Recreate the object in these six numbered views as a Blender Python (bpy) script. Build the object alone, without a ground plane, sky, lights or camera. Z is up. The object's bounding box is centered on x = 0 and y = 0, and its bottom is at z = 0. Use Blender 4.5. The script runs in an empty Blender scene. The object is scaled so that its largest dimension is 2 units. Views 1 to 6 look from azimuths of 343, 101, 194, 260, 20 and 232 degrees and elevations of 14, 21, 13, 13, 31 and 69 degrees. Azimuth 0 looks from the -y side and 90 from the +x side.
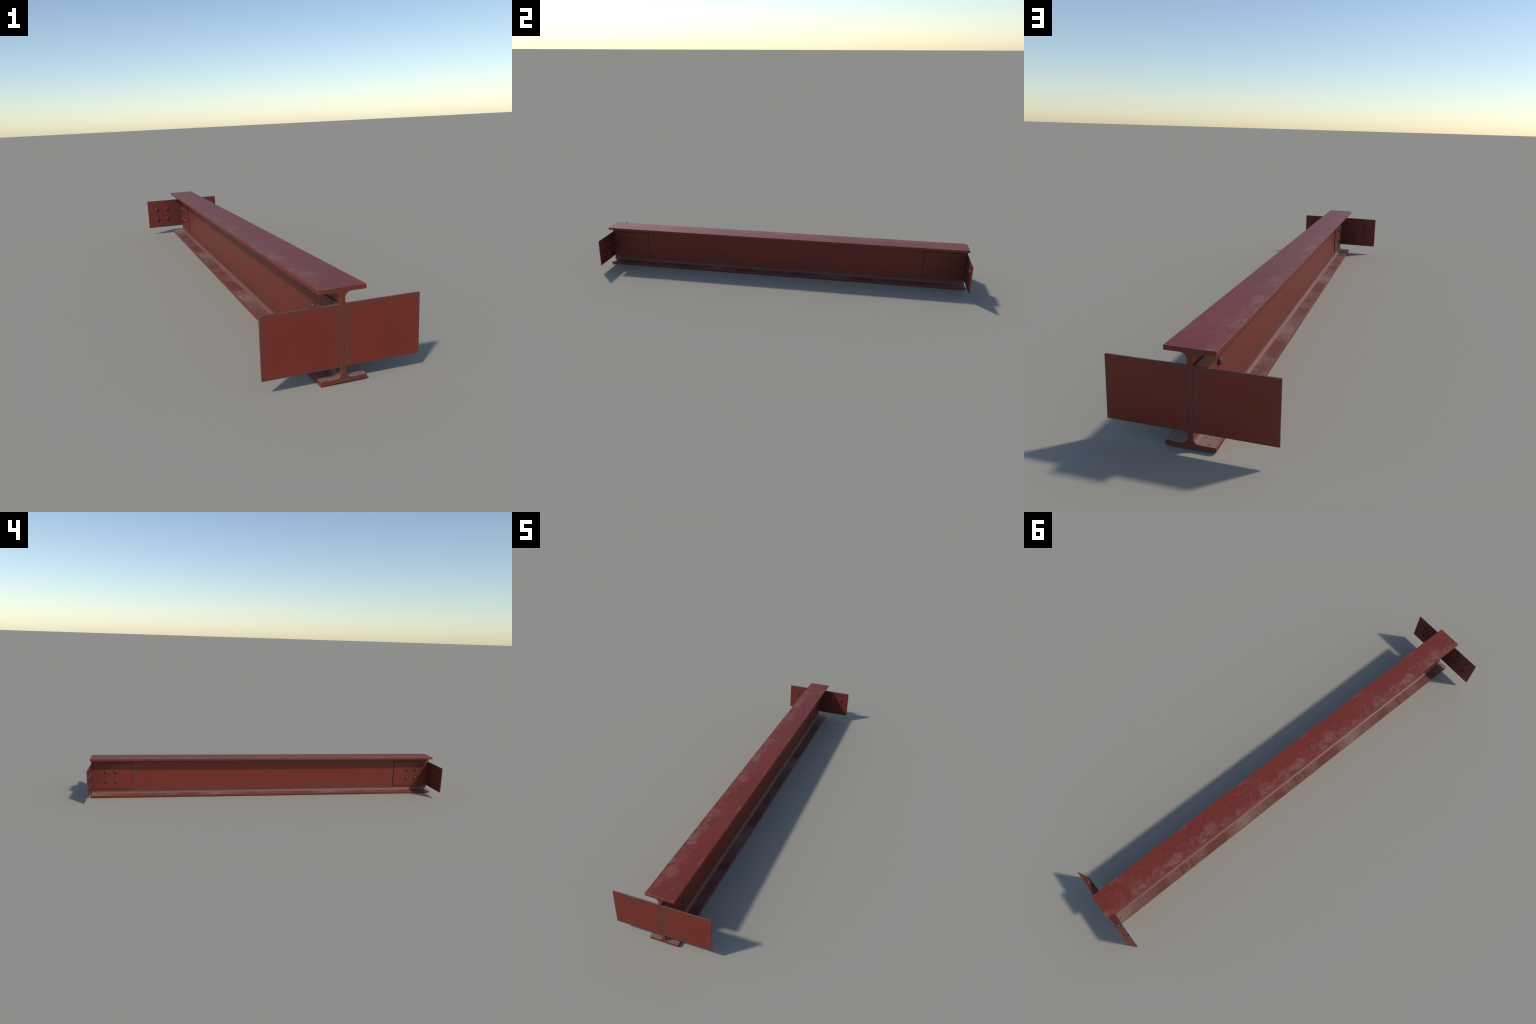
"""A red-oxide painted rolled steel I-beam with four bolted angle brackets at its ends."""
import math
import bpy
import bmesh
from mathutils import Matrix, Vector

# ------------------------------------------------------------------ sizes (metres)
HALF_LEN = 1.0            # beam runs along y
HALF_W = 0.0562           # flange half width
HEIGHT = 0.219
FLANGE_T = 0.0107
WEB_HALF = 0.0060
ROOT_R = 0.0145           # root fillet radius
ROOT_SEG = 12
CHAMFER = 0.00055

BR_T = 0.0042             # bracket plate thickness
BR_GAP = 0.0002           # bracket sits just proud of the web
BR_OUT = 0.1882           # outer end of the outstanding leg
BR_IN = 0.7800            # inner end of the leg on the web
BR_Z0, BR_Z1 = 0.0368, 0.1824

BOLT_U = (0.0868, 0.1412)       # bolts on outstanding leg, distance from beam axis
BOLT_V = (0.8640, 0.9187)       # bolts on web leg, distance from mid length
BOLT_Z = (0.0823, 0.1366)

TILE_TOP = 2.0 / 3.0      # dust marks repeat along the beam at this pitch
TILE_LOW = 2.0 / 3.0


# ------------------------------------------------------------------ node helper
class Nodes:
    def __init__(self, name):
        self.mat = bpy.data.materials.new(name)
        self.mat.use_nodes = True
        self.t = self.mat.node_tree
        self.bsdf = self.t.nodes["Principled BSDF"]

    def new(self, kind, **props):
        n = self.t.nodes.new(kind)
        for k, v in props.items():
            setattr(n, k, v)
        return n

    def put(self, sock, v):
        if isinstance(v, bpy.types.NodeSocket):
            self.t.links.new(v, sock)
        else:
            sock.default_value = v

    def m(self, op, a, b=0.0, c=0.0, clamp=False):
        n = self.new("ShaderNodeMath", operation=op, use_clamp=clamp)
        for s, v in zip(n.inputs, (a, b, c)):
            self.put(s, v)
        return n.outputs[0]

    def add(self, a, b): return self.m("ADD", a, b)
    def sub(self, a, b): return self.m("SUBTRACT", a, b)
    def mul(self, a, b): return self.m("MULTIPLY", a, b)
    def mx(self, a, b): return self.m("MAXIMUM", a, b)
    def mn(self, a, b): return self.m("MINIMUM", a, b)
    def abs(self, a): return self.m("ABSOLUTE", a)
    def inv(self, a): return self.m("SUBTRACT", 1.0, a)
    def mod(self, a, p): return self.m("FLOORED_MODULO", a, p)

    def step(self, v, lo, hi, to0=0.0, to1=1.0):
        """smoothstep v from lo..hi (lo may exceed hi)"""
        if lo > hi:
            lo, hi, to0, to1 = hi, lo, to1, to0
        n = self.new("ShaderNodeMapRange", interpolation_type="SMOOTHSTEP")
        for s, x in zip(n.inputs[:5], (v, lo, hi, to0, to1)):
            self.put(s, x)
        return n.outputs[0]

    def xyz(self, x, y, z):
        n = self.new("ShaderNodeCombineXYZ")
        for s, v in zip(n.inputs, (x, y, z)):
            self.put(s, v)
        return n.outputs[0]

    def split(self, v):
        n = self.new("ShaderNodeSeparateXYZ")
        self.put(n.inputs[0], v)
        return n.outputs

    def scale(self, v, s, off=(0, 0, 0)):
        n = self.new("ShaderNodeMapping")
        self.put(n.inputs["Vector"], v)
        n.inputs["Scale"].default_value = s
        n.inputs["Location"].default_value = off
        return n.outputs[0]

    def noise(self, v, scale, detail=4.0, rough=0.55, dist=0.0):
        n = self.new("ShaderNodeTexNoise")
        self.put(n.inputs["Vector"], v)
        n.inputs["Scale"].default_value = scale
        n.inputs["Detail"].default_value = detail
        n.inputs["Roughness"].default_value = rough
        n.inputs["Distortion"].default_value = dist
        return n.outputs[0]

    def mix(self, f, a, b):
        n = self.new("ShaderNodeMix", data_type="RGBA")
        self.put(n.inputs[0], f)
        for s, v in ((n.inputs[6], a), (n.inputs[7], b)):
            self.put(s, v if isinstance(v, bpy.types.NodeSocket) else (*v, 1.0))
        return n.outputs[2]

    def blob(self, u, t, cu, ct, ru, rt, amp, period):
        """soft elliptical patch centred at (cu, ct); t wraps with the period"""
        dt = self.abs(self.sub(t, ct))
        dt = self.mn(dt, self.sub(period, dt))
        du = self.m("DIVIDE", self.sub(u, cu), ru)
        dv = self.m("DIVIDE", dt, rt)
        r2 = self.add(self.mul(du, du), self.mul(dv, dv))
        return self.mul(self.step(r2, 1.0, 0.0), amp)


RED = (0.212, 0.0270, 0.0138)
RED_DEEP = (0.180, 0.0245, 0.0135)
GRIME = (0.118, 0.046, 0.034)
DUST_TOP = (0.330, 0.192, 0.168)
DUST_LOW = (0.305, 0.200, 0.160)
STEEL = (0.240, 0.210, 0.198)


def paint_material(name, bracket):
    """Red oxide primer: faint vertical brush streaks, occlusion shading painted into bracket corners, grime on the web, dust on what faces up."""
    k = Nodes(name)
    geo = k.new("ShaderNodeNewGeometry")
    pos = geo.outputs["Position"]
    x, y, z = k.split(pos)
    nx, ny, nz = k.split(geo.outputs["Normal"])
    ax, ay = k.abs(x), k.abs(y)
    up = k.step(nz, 0.55, 0.95)

    # even red oxide primer with barely visible tone drift and fine vertical brush streaks
    blotch = k.noise(pos, 7.0, 3.0, 0.5)
    streak = k.noise(k.scale(pos, (60, 60, 3)), 4.0, 4.0, 0.6)
    shade = k.add(k.mul(blotch, 0.8), k.mul(streak, 0.4))
    col = k.mix(k.mul(k.step(shade, 0.45, 0.80), 0.5), RED, RED_DEEP)
    # sparse pock marks in the paint
    pock = k.step(k.noise(pos, 70.0, 2.0, 0.5), 0.735, 0.78)
    col = k.mix(k.mul(pock, 0.35), col, (0.09, 0.016, 0.011))

    if bracket:
        wide = k.step(k.abs(nx), 0.4, 0.6)
        d_plate = k.mn(k.sub(BR_OUT, ax), k.sub(ax, WEB_HALF))
        d_leg = k.mn(k.sub(HALF_LEN, ay), k.add(k.sub(ay, BR_IN), 0.012))
        d = k.add(k.mul(k.inv(wide), d_plate), k.mul(wide, d_leg))
        d = k.mn(d, k.mn(k.sub(BR_Z1, z), k.add(k.sub(z, BR_Z0), 0.004)))
        d = k.add(d, k.mul(k.sub(k.noise(pos, 30.0, 4.0), 0.5), 0.022))
        grime = k.mul(k.step(d, 0.020, -0.002), 0.55)  # grey-brown band along the plate borders
        col = k.mix(grime, col, GRIME)
        # inner faces darkened, deepest at the corner: ambient shade painted into the colour
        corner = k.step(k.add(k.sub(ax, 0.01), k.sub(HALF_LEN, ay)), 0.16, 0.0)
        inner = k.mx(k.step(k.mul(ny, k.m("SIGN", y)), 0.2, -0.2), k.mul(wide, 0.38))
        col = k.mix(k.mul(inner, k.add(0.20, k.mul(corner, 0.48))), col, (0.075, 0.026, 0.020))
        dust = k.mul(k.mul(up, k.step(k.noise(pos, 45.0, 4.0), 0.35, 0.7)), 0.35)
        col = k.mix(dust, col, DUST_TOP)
        rough = k.add(0.5, k.mul(grime, 0.12))
    else:
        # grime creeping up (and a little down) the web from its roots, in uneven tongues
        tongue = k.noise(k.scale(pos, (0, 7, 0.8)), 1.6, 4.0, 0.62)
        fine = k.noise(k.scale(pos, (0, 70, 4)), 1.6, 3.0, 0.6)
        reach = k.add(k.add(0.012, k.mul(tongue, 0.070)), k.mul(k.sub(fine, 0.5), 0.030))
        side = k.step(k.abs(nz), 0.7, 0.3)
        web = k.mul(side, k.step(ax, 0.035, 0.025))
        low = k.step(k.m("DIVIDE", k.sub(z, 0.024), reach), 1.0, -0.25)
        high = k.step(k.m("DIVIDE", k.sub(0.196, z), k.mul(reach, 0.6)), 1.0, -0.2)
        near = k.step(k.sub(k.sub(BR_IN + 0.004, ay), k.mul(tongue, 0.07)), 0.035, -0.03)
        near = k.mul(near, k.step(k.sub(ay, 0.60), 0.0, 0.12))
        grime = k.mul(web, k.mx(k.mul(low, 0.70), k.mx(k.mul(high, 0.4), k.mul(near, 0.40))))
        # cut ends and flange edges: a light veil
        veil = k.mul(k.step(k.noise(pos, 26.0, 4.0), 0.48, 0.72), 0.28)
        grime = k.mx(grime, k.mul(veil, side))
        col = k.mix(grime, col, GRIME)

        # ---- dust on the top of the beam: repeating soft patches, thickest along one edge
        t = k.mod(k.add(y, HALF_LEN), TILE_TOP)
        tp = k.xyz(x, t, 0.0)
        u2 = k.add(x, k.mul(k.sub(k.noise(tp, 26.0, 5.0, 0.7), 0.5), 0.050))
        t2 = k.add(t, k.mul(k.sub(k.noise(k.scale(tp, (1, 1, 1), (3, 5, 0)), 22.0, 5.0, 0.7), 0.5), 0.080))
        patches = (   # across, along, half sizes, strength
            (-0.023, 0.127, 0.038, 0.050, 0.72), (-0.040, 0.176, 0.030, 0.042, 0.55),
            (-0.019, 0.219, 0.017, 0.022, 0.55), (-0.042, 0.326, 0.030, 0.042, 0.84),
            (-0.031, 0.390, 0.030, 0.046, 0.60), (-0.036, 0.497, 0.036, 0.050, 0.58),
            (-0.048, 0.450, 0.018, 0.060, 0.34), (0.051, 0.217, 0.017, 0.024, 0.45),
            (0.051, 0.556, 0.020, 0.028, 0.58), (0.018, 0.530, 0.042, 0.070, 0.24),
            (-0.046, 0.066, 0.024, 0.050, 0.42), (-0.052, 0.008, 0.020, 0.050, 0.34),
            (-0.018, 0.292, 0.024, 0.036, 0.32), (-0.014, 0.557, 0.009, 0.014, 0.46),
            (0.027, 0.613, 0.014, 0.020, 0.24), (-0.050, 0.640, 0.022, 0.060, 0.32),
            (-0.050, 0.258, 0.018, 0.060, 0.36), (-0.046, 0.565, 0.020, 0.050, 0.26),
        )
        dens = 0.0
        for p in patches:
            dens = k.add(dens, k.blob(u2, t2, *p, TILE_TOP))
        # ragged, powdery break-up: the density lifts a fractal over its threshold
        powder = k.noise(k.scale(tp, (1, 0.8, 1), (1, 2, 0)), 44.0, 9.0, 0.74)
        brushed = k.noise(k.scale(tp, (0.7, 1.6, 1.0), (4, 1, 0)), 130.0, 4.0, 0.7)
        cloth = k.noise(k.scale(tp, (1.0, 0.6, 1.0)), 320.0, 2.0, 0.6)
        lift = k.add(k.mul(dens, 0.36), k.add(powder, k.add(k.mul(k.sub(cloth, 0.5), 0.20), k.mul(k.sub(brushed, 0.5), 0.28))))
        top = k.mul(k.step(lift, 0.50, 1.02), 1.0)
        scuff = k.step(k.noise(k.scale(tp, (26, 90, 1)), 1.5, 2.0, 0.5, 1.2), 0.72, 0.79)
        film = k.mul(k.step(k.add(powder, k.mul(k.sub(brushed, 0.5), 0.5)), 0.36, 0.72), k.step(x, 0.04, -0.06, 0.05, 0.24))
        top = k.mx(k.add(top, film), k.mul(scuff, 0.30))
        top = k.mul(k.mul(top, up), k.step(z, 0.20, 0.21))

        # ---- lower flange: much dustier, in long wiped stretches
        q = k.mod(k.add(y, HALF_LEN), TILE_LOW)
        qp = k.xyz(ax, q, 1.7)
        qw = k.add(q, k.mul(k.sub(k.noise(qp, 28.0, 4.0, 0.6), 0.5), 0.075))
        qw = k.add(qw, k.mul(k.sub(0.03, ax), 0.35))
        low_d = k.add(k.blob(0.0, qw, 0.0, 0.005, 1.0, 0.075, 1.0, TILE_LOW),
                      k.blob(0.0, qw, 0.0, 0.595, 1.0, 0.095, 0.80, TILE_LOW))
        low_d = k.add(low_d, k.blob(0.0, qw, 0.0, 0.50, 1.0, 0.05, 0.40, TILE_LOW))
        low_d = k.add(low_d, k.blob(0.0, qw, 0.0, 0.225, 1.0, 0.055, 0.55, TILE_LOW))
        low_d = k.add(low_d, k.blob(0.0, qw, 0.0, 0.37, 1.0, 0.05, 0.55, TILE_LOW))
        low_d = k.add(low_d, k.blob(0.0, qw, 0.0, 0.293, 1.0, 0.012, 0.55, TILE_LOW))
        weave = k.noise(k.scale(qp, (1.0, 0.8, 1.0)), 170.0, 4.0, 0.7)
        cl2 = k.noise(qp, 48.0, 4.0, 0.6)
        low_d = k.mul(low_d, k.mul(k.step(weave, 0.30, 0.66, 0.40, 1.15), k.step(cl2, 0.30, 0.62, 0.5, 1.05)))
        low_d = k.add(k.mul(low_d, 0.80), k.add(0.06, k.mul(k.step(weave, 0.38, 0.68), 0.36)))
        flat = k.step(nz, 0.93, 0.995)
        root = k.mul(k.step(nz, 0.42, 0.70), k.inv(flat))  # fillet lightened with dust colour to draw its sunlit highlight stripe
        low_d = k.add(k.mul(low_d, flat), k.mul(root, 0.46))
        low_d = k.mul(low_d, k.step(z, 0.06, 0.05))
        low_d = k.mul(low_d, 0.72)

        soil = k.mul(k.mul(k.step(nz, 0.80, 0.95), k.step(z, 0.06, 0.05)), k.step(cl2, 0.30, 0.60, 0.35, 0.80))
        col = k.mix(soil, col, (0.136, 0.044, 0.033))
        # thin dark line on the web beside the bracket edge
        dark_line = k.mul(k.step(k.abs(k.sub(ay, BR_IN - 0.0015)), 0.0040, 0.0012), k.mul(k.step(z, 0.034, 0.040), k.step(z, 0.186, 0.180)))
        col = k.mix(k.mul(k.mul(dark_line, web), 0.60), col, (0.055, 0.022, 0.018))
        col = k.mix(k.m("MULTIPLY", top, 0.50, clamp=True), col, DUST_TOP)
        col = k.mix(k.m("MULTIPLY", low_d, 1.0, clamp=True), col, DUST_LOW)
        rough = k.add(k.add(0.48, k.mul(grime, 0.12)), k.mul(k.mx(top, low_d), 0.10))

    k.put(k.bsdf.inputs["Base Color"], col)
    k.put(k.bsdf.inputs["Roughness"], rough)
    k.bsdf.inputs["Specular IOR Level"].default_value = 0.4
    bump = k.new("ShaderNodeBump")
    bump.inputs["Strength"].default_value = 0.10
    bump.inputs["Distance"].default_value = 0.002
    k.put(bump.inputs["Height"], k.add(k.noise(pos, 60.0, 3.0), k.mul(pock, -0.6)))
    k.put(k.bsdf.inputs["Normal"], bump.outputs[0])
    return k.mat


def edge_material():
    """Arrises where the paint has rubbed through to grey steel in broken runs."""
    k = Nodes("worn_edge_paint")
    pos = k.new("ShaderNodeNewGeometry").outputs["Position"]
    run = k.noise(pos, 17.0, 5.0, 0.65)
    px = k.split(pos)[0]
    worn = k.mul(k.step(run, 0.47, 0.60), k.step(k.abs(px), 0.009, 0.014, 0.40, 1.0))
    k.put(k.bsdf.inputs["Base Color"], k.mix(k.mul(worn, 0.85), (0.20, 0.036, 0.024), STEEL))
    k.put(k.bsdf.inputs["Roughness"], k.sub(0.52, k.mul(worn, 0.12)))
    return k.mat


def bolt_material():
    k = Nodes("scuffed_bolt_paint")
    co = k.new("ShaderNodeTexCoord").outputs["Object"]
    rnd = k.new("ShaderNodeObjectInfo").outputs["Random"]
    x, y, z = k.split(co)
    r = k.m("SQRT", k.add(k.mul(x, x), k.mul(y, y)))
    n = k.noise(k.xyz(x, k.add(y, rnd), z), 160.0, 3.0)
    rim = k.step(k.add(r, k.mul(k.sub(n, 0.5), 0.004)), 0.0042, 0.0070)
    base = k.mix(k.mul(rnd, 0.4), (0.120, 0.036, 0.029), (0.115, 0.048, 0.038))
    col = k.mix(k.mul(rim, 0.75), base, (0.092, 0.070, 0.065))  # rim colour lowered to bake in the dark, shaded bolt flanks
    k.put(k.bsdf.inputs["Base Color"], col)
    k.bsdf.inputs["Roughness"].default_value = 0.50
    k.bsdf.inputs["Specular IOR Level"].default_value = 0.4
    return k.mat


PAINT = paint_material("red_oxide_paint", False)
PAINT_BR = paint_material("red_oxide_bracket_paint", True)
EDGE = edge_material()
BOLT = bolt_material()


# ------------------------------------------------------------------ geometry helpers
def link(ob, parent=None):
    bpy.context.scene.collection.objects.link(ob)
    if parent is not None:
        ob.parent = parent
        ob.matrix_parent_inverse = Matrix.Identity(4)
    return ob


def chamfer_sharp(bm, angle=40.0):
    bm.normal_update()
    sharp = [e for e in bm.edges
             if len(e.link_faces) == 2 and e.calc_face_angle_signed(0.0) > math.radians(angle)]
    bmesh.ops.bevel(bm, geom=sharp, offset=CHAMFER, offset_type="OFFSET", segments=1,
                    profile=0.5, affect="EDGES", material=1, clamp_overlap=True)
    bm.normal_update()


def beam_section():
    """Outline of the I section, split as (lower flange, web, upper flange) polygons in (x, z)."""
    zf = FLANGE_T + ROOT_R
    arc = []
    for i in range(ROOT_SEG + 1):       # from flange face up to the web, +x side
        a = math.radians(90.0) * i / ROOT_SEG
        arc.append((WEB_HALF + ROOT_R - ROOT_R * math.sin(a), zf - ROOT_R * math.cos(a)))
    low = [(-HALF_W, 0.0), (HALF_W, 0.0), (HALF_W, FLANGE_T)] + arc
    low += [(-px, pz) for px, pz in reversed(arc)] + [(-HALF_W, FLANGE_T)]
    high = [(-px, HEIGHT - pz) for px, pz in low]
    web = [(WEB_HALF, zf), (WEB_HALF, HEIGHT - zf), (-WEB_HALF, HEIGHT - zf), (-WEB_HALF, zf)]
    return low, web, high, zf


def build_beam(root):
    low, web, high, zf = beam_section()
    bm = bmesh.new()
    cache = {}

    def vert(px, y, pz):
        key = (round(px, 7), round(y, 7), round(pz, 7))
        if key not in cache:
            cache[key] = bm.verts.new((px, y, pz))
        return cache[key]

    edges = {}
    for poly in (low, web, high):
        bm.faces.new([vert(px, -HALF_LEN, pz) for px, pz in poly])
        bm.faces.new([vert(px, HALF_LEN, pz) for px, pz in reversed(poly)])
        for a, b in zip(poly, poly[1:] + poly[:1]):
            ka = (round(a[0], 7), round(a[1], 7))
            kb = (round(b[0], 7), round(b[1], 7))
            edges[frozenset((ka, kb))] = edges.get(frozenset((ka, kb)), []) + [(a, b)]
    for uses in edges.values():          # edges used once are on the outside of the section
        if len(uses) == 1:
            a, b = uses[0]
            bm.faces.new([vert(a[0], -HALF_LEN, a[1]), vert(a[0], HALF_LEN, a[1]),
                          vert(b[0], HALF_LEN, b[1]), vert(b[0], -HALF_LEN, b[1])])
    bmesh.ops.recalc_face_normals(bm, faces=bm.faces)
    chamfer_sharp(bm)

    whole = bpy.data.meshes.new("rolled_section")
    bm.to_mesh(whole)
    bm.free()
    whole.polygons.foreach_set("use_smooth", [True] * len(whole.polygons))
    whole.set_sharp_from_angle(angle=math.radians(25))
    corner = [tuple(n.vector) for n in whole.corner_normals]

    def region(p):
        if p.center.z < zf - 1e-5:
            return 0
        return 2 if p.center.z > HEIGHT - zf + 1e-5 else 1

    for which, name in ((2, "flange"), (1, "web"), (0, "flange")):
        faces = [p for p in whole.polygons if region(p) == which]
        index, coords, polys, normals, mats = {}, [], [], [], []
        for p in faces:
            poly = []
            for li in p.loop_indices:
                vi = whole.loops[li].vertex_index
                if vi not in index:
                    index[vi] = len(coords)
                    coords.append(tuple(whole.vertices[vi].co))
                poly.append(index[vi])
                normals.append(corner[li])
            polys.append(poly)
            mats.append(p.material_index)
        me = bpy.data.meshes.new(name)
        me.from_pydata(coords, [], polys)
        me.materials.append(PAINT)
        me.materials.append(EDGE)
        me.polygons.foreach_set("material_index", mats)
        me.polygons.foreach_set("use_smooth", [True] * len(polys))
        me.normals_split_custom_set(normals)
        me.update()
        link(bpy.data.objects.new(name, me), root)
    bpy.data.meshes.remove(whole)


def build_bolt_mesh():
    """Low round-headed bolt, axis along +z, seated at z = 0."""
    profile = [(0.0091, -0.0006), (0.0091, 0.0024), (0.0086, 0.0046), (0.0076, 0.0060), (0.0060, 0.0067)]
    seg = 16
    bm = bmesh.new()
    rings = [[bm.verts.new((r * math.cos(math.tau * i / seg), r * math.sin(math.tau * i / seg), h))
              for i in range(seg)] for r, h in profile]
    for lo, hi in zip(rings, rings[1:]):
        for i in range(seg):
            j = (i + 1) % seg
            bm.faces.new((lo[i], lo[j], hi[j], hi[i]))
    bm.faces.new(rings[-1])
    bm.faces.new(list(reversed(rings[0])))
    bmesh.ops.recalc_face_normals(bm, faces=bm.faces)
    me = bpy.data.meshes.new("bolt")
    bm.to_mesh(me)
    bm.free()
    me.polygons.foreach_set("use_smooth", [True] * len(me.polygons))
    me.set_sharp_from_angle(angle=math.radians(50))
    me.materials.append(BOLT)
    return me


def build_brackets(root):
    bolt_mesh = build_bolt_mesh()
    count = 0
    for sx in (-1, 1):
        for sy in (-1, 1):
            x0 = WEB_HALF + BR_GAP
            x1 = x0 + BR_T
            origin = Vector((sx * x0, sy * HALF_LEN, 0.5 * (BR_Z0 + BR_Z1)))
            # L outline in plan, then drawn up to full height
            plan = [(x0, HALF_LEN), (BR_OUT, HALF_LEN), (BR_OUT, HALF_LEN - BR_T),
                    (x1, HALF_LEN - BR_T), (x1, BR_IN), (x0, BR_IN)]
            bm = bmesh.new()
            lo = [bm.verts.new(Vector((sx * px, sy * py, BR_Z0)) - origin) for px, py in plan]
            hi = [bm.verts.new(Vector((sx * px, sy * py, BR_Z1)) - origin) for px, py in plan]
            bm.faces.new(lo)
            bm.faces.new(hi)
            for i in range(len(plan)):
                j = (i + 1) % len(plan)
                bm.faces.new((lo[i], lo[j], hi[j], hi[i]))
            bmesh.ops.recalc_face_normals(bm, faces=bm.faces)
            chamfer_sharp(bm)
            me = bpy.data.meshes.new("angle_bracket")
            bm.to_mesh(me)
            bm.free()
            me.materials.append(PAINT_BR)
            me.materials.append(EDGE)
            bracket = bpy.data.objects.new("angle_bracket", me)
            bracket.location = origin
            link(bracket, root)

            seats = [(Vector((sx * u, sy * (HALF_LEN - BR_T), h)), Vector((0, -sy, 0)))
                     for u in BOLT_U for h in BOLT_Z]
            seats += [(Vector((sx * x1, sy * v, h)), Vector((sx, 0, 0)))
                      for v in BOLT_V for h in BOLT_Z]
            for where, axis in seats:
                b = bpy.data.objects.new("bolt", bolt_mesh)
                spin = Matrix.Rotation(0.7 * count, 4, "Z")
                turn = axis.to_track_quat("Z", "Y").to_matrix().to_4x4()
                b.matrix_local = Matrix.Translation(where - origin) @ turn @ spin
                link(b, bracket)
                count += 1


root = bpy.data.objects.new("steel_beam", None)
root.empty_display_size = 0.2
root["label"] = "red oxide painted steel I-beam with bolted end brackets"
root["category"] = "steel beam"
link(root)
build_beam(root)
build_brackets(root)
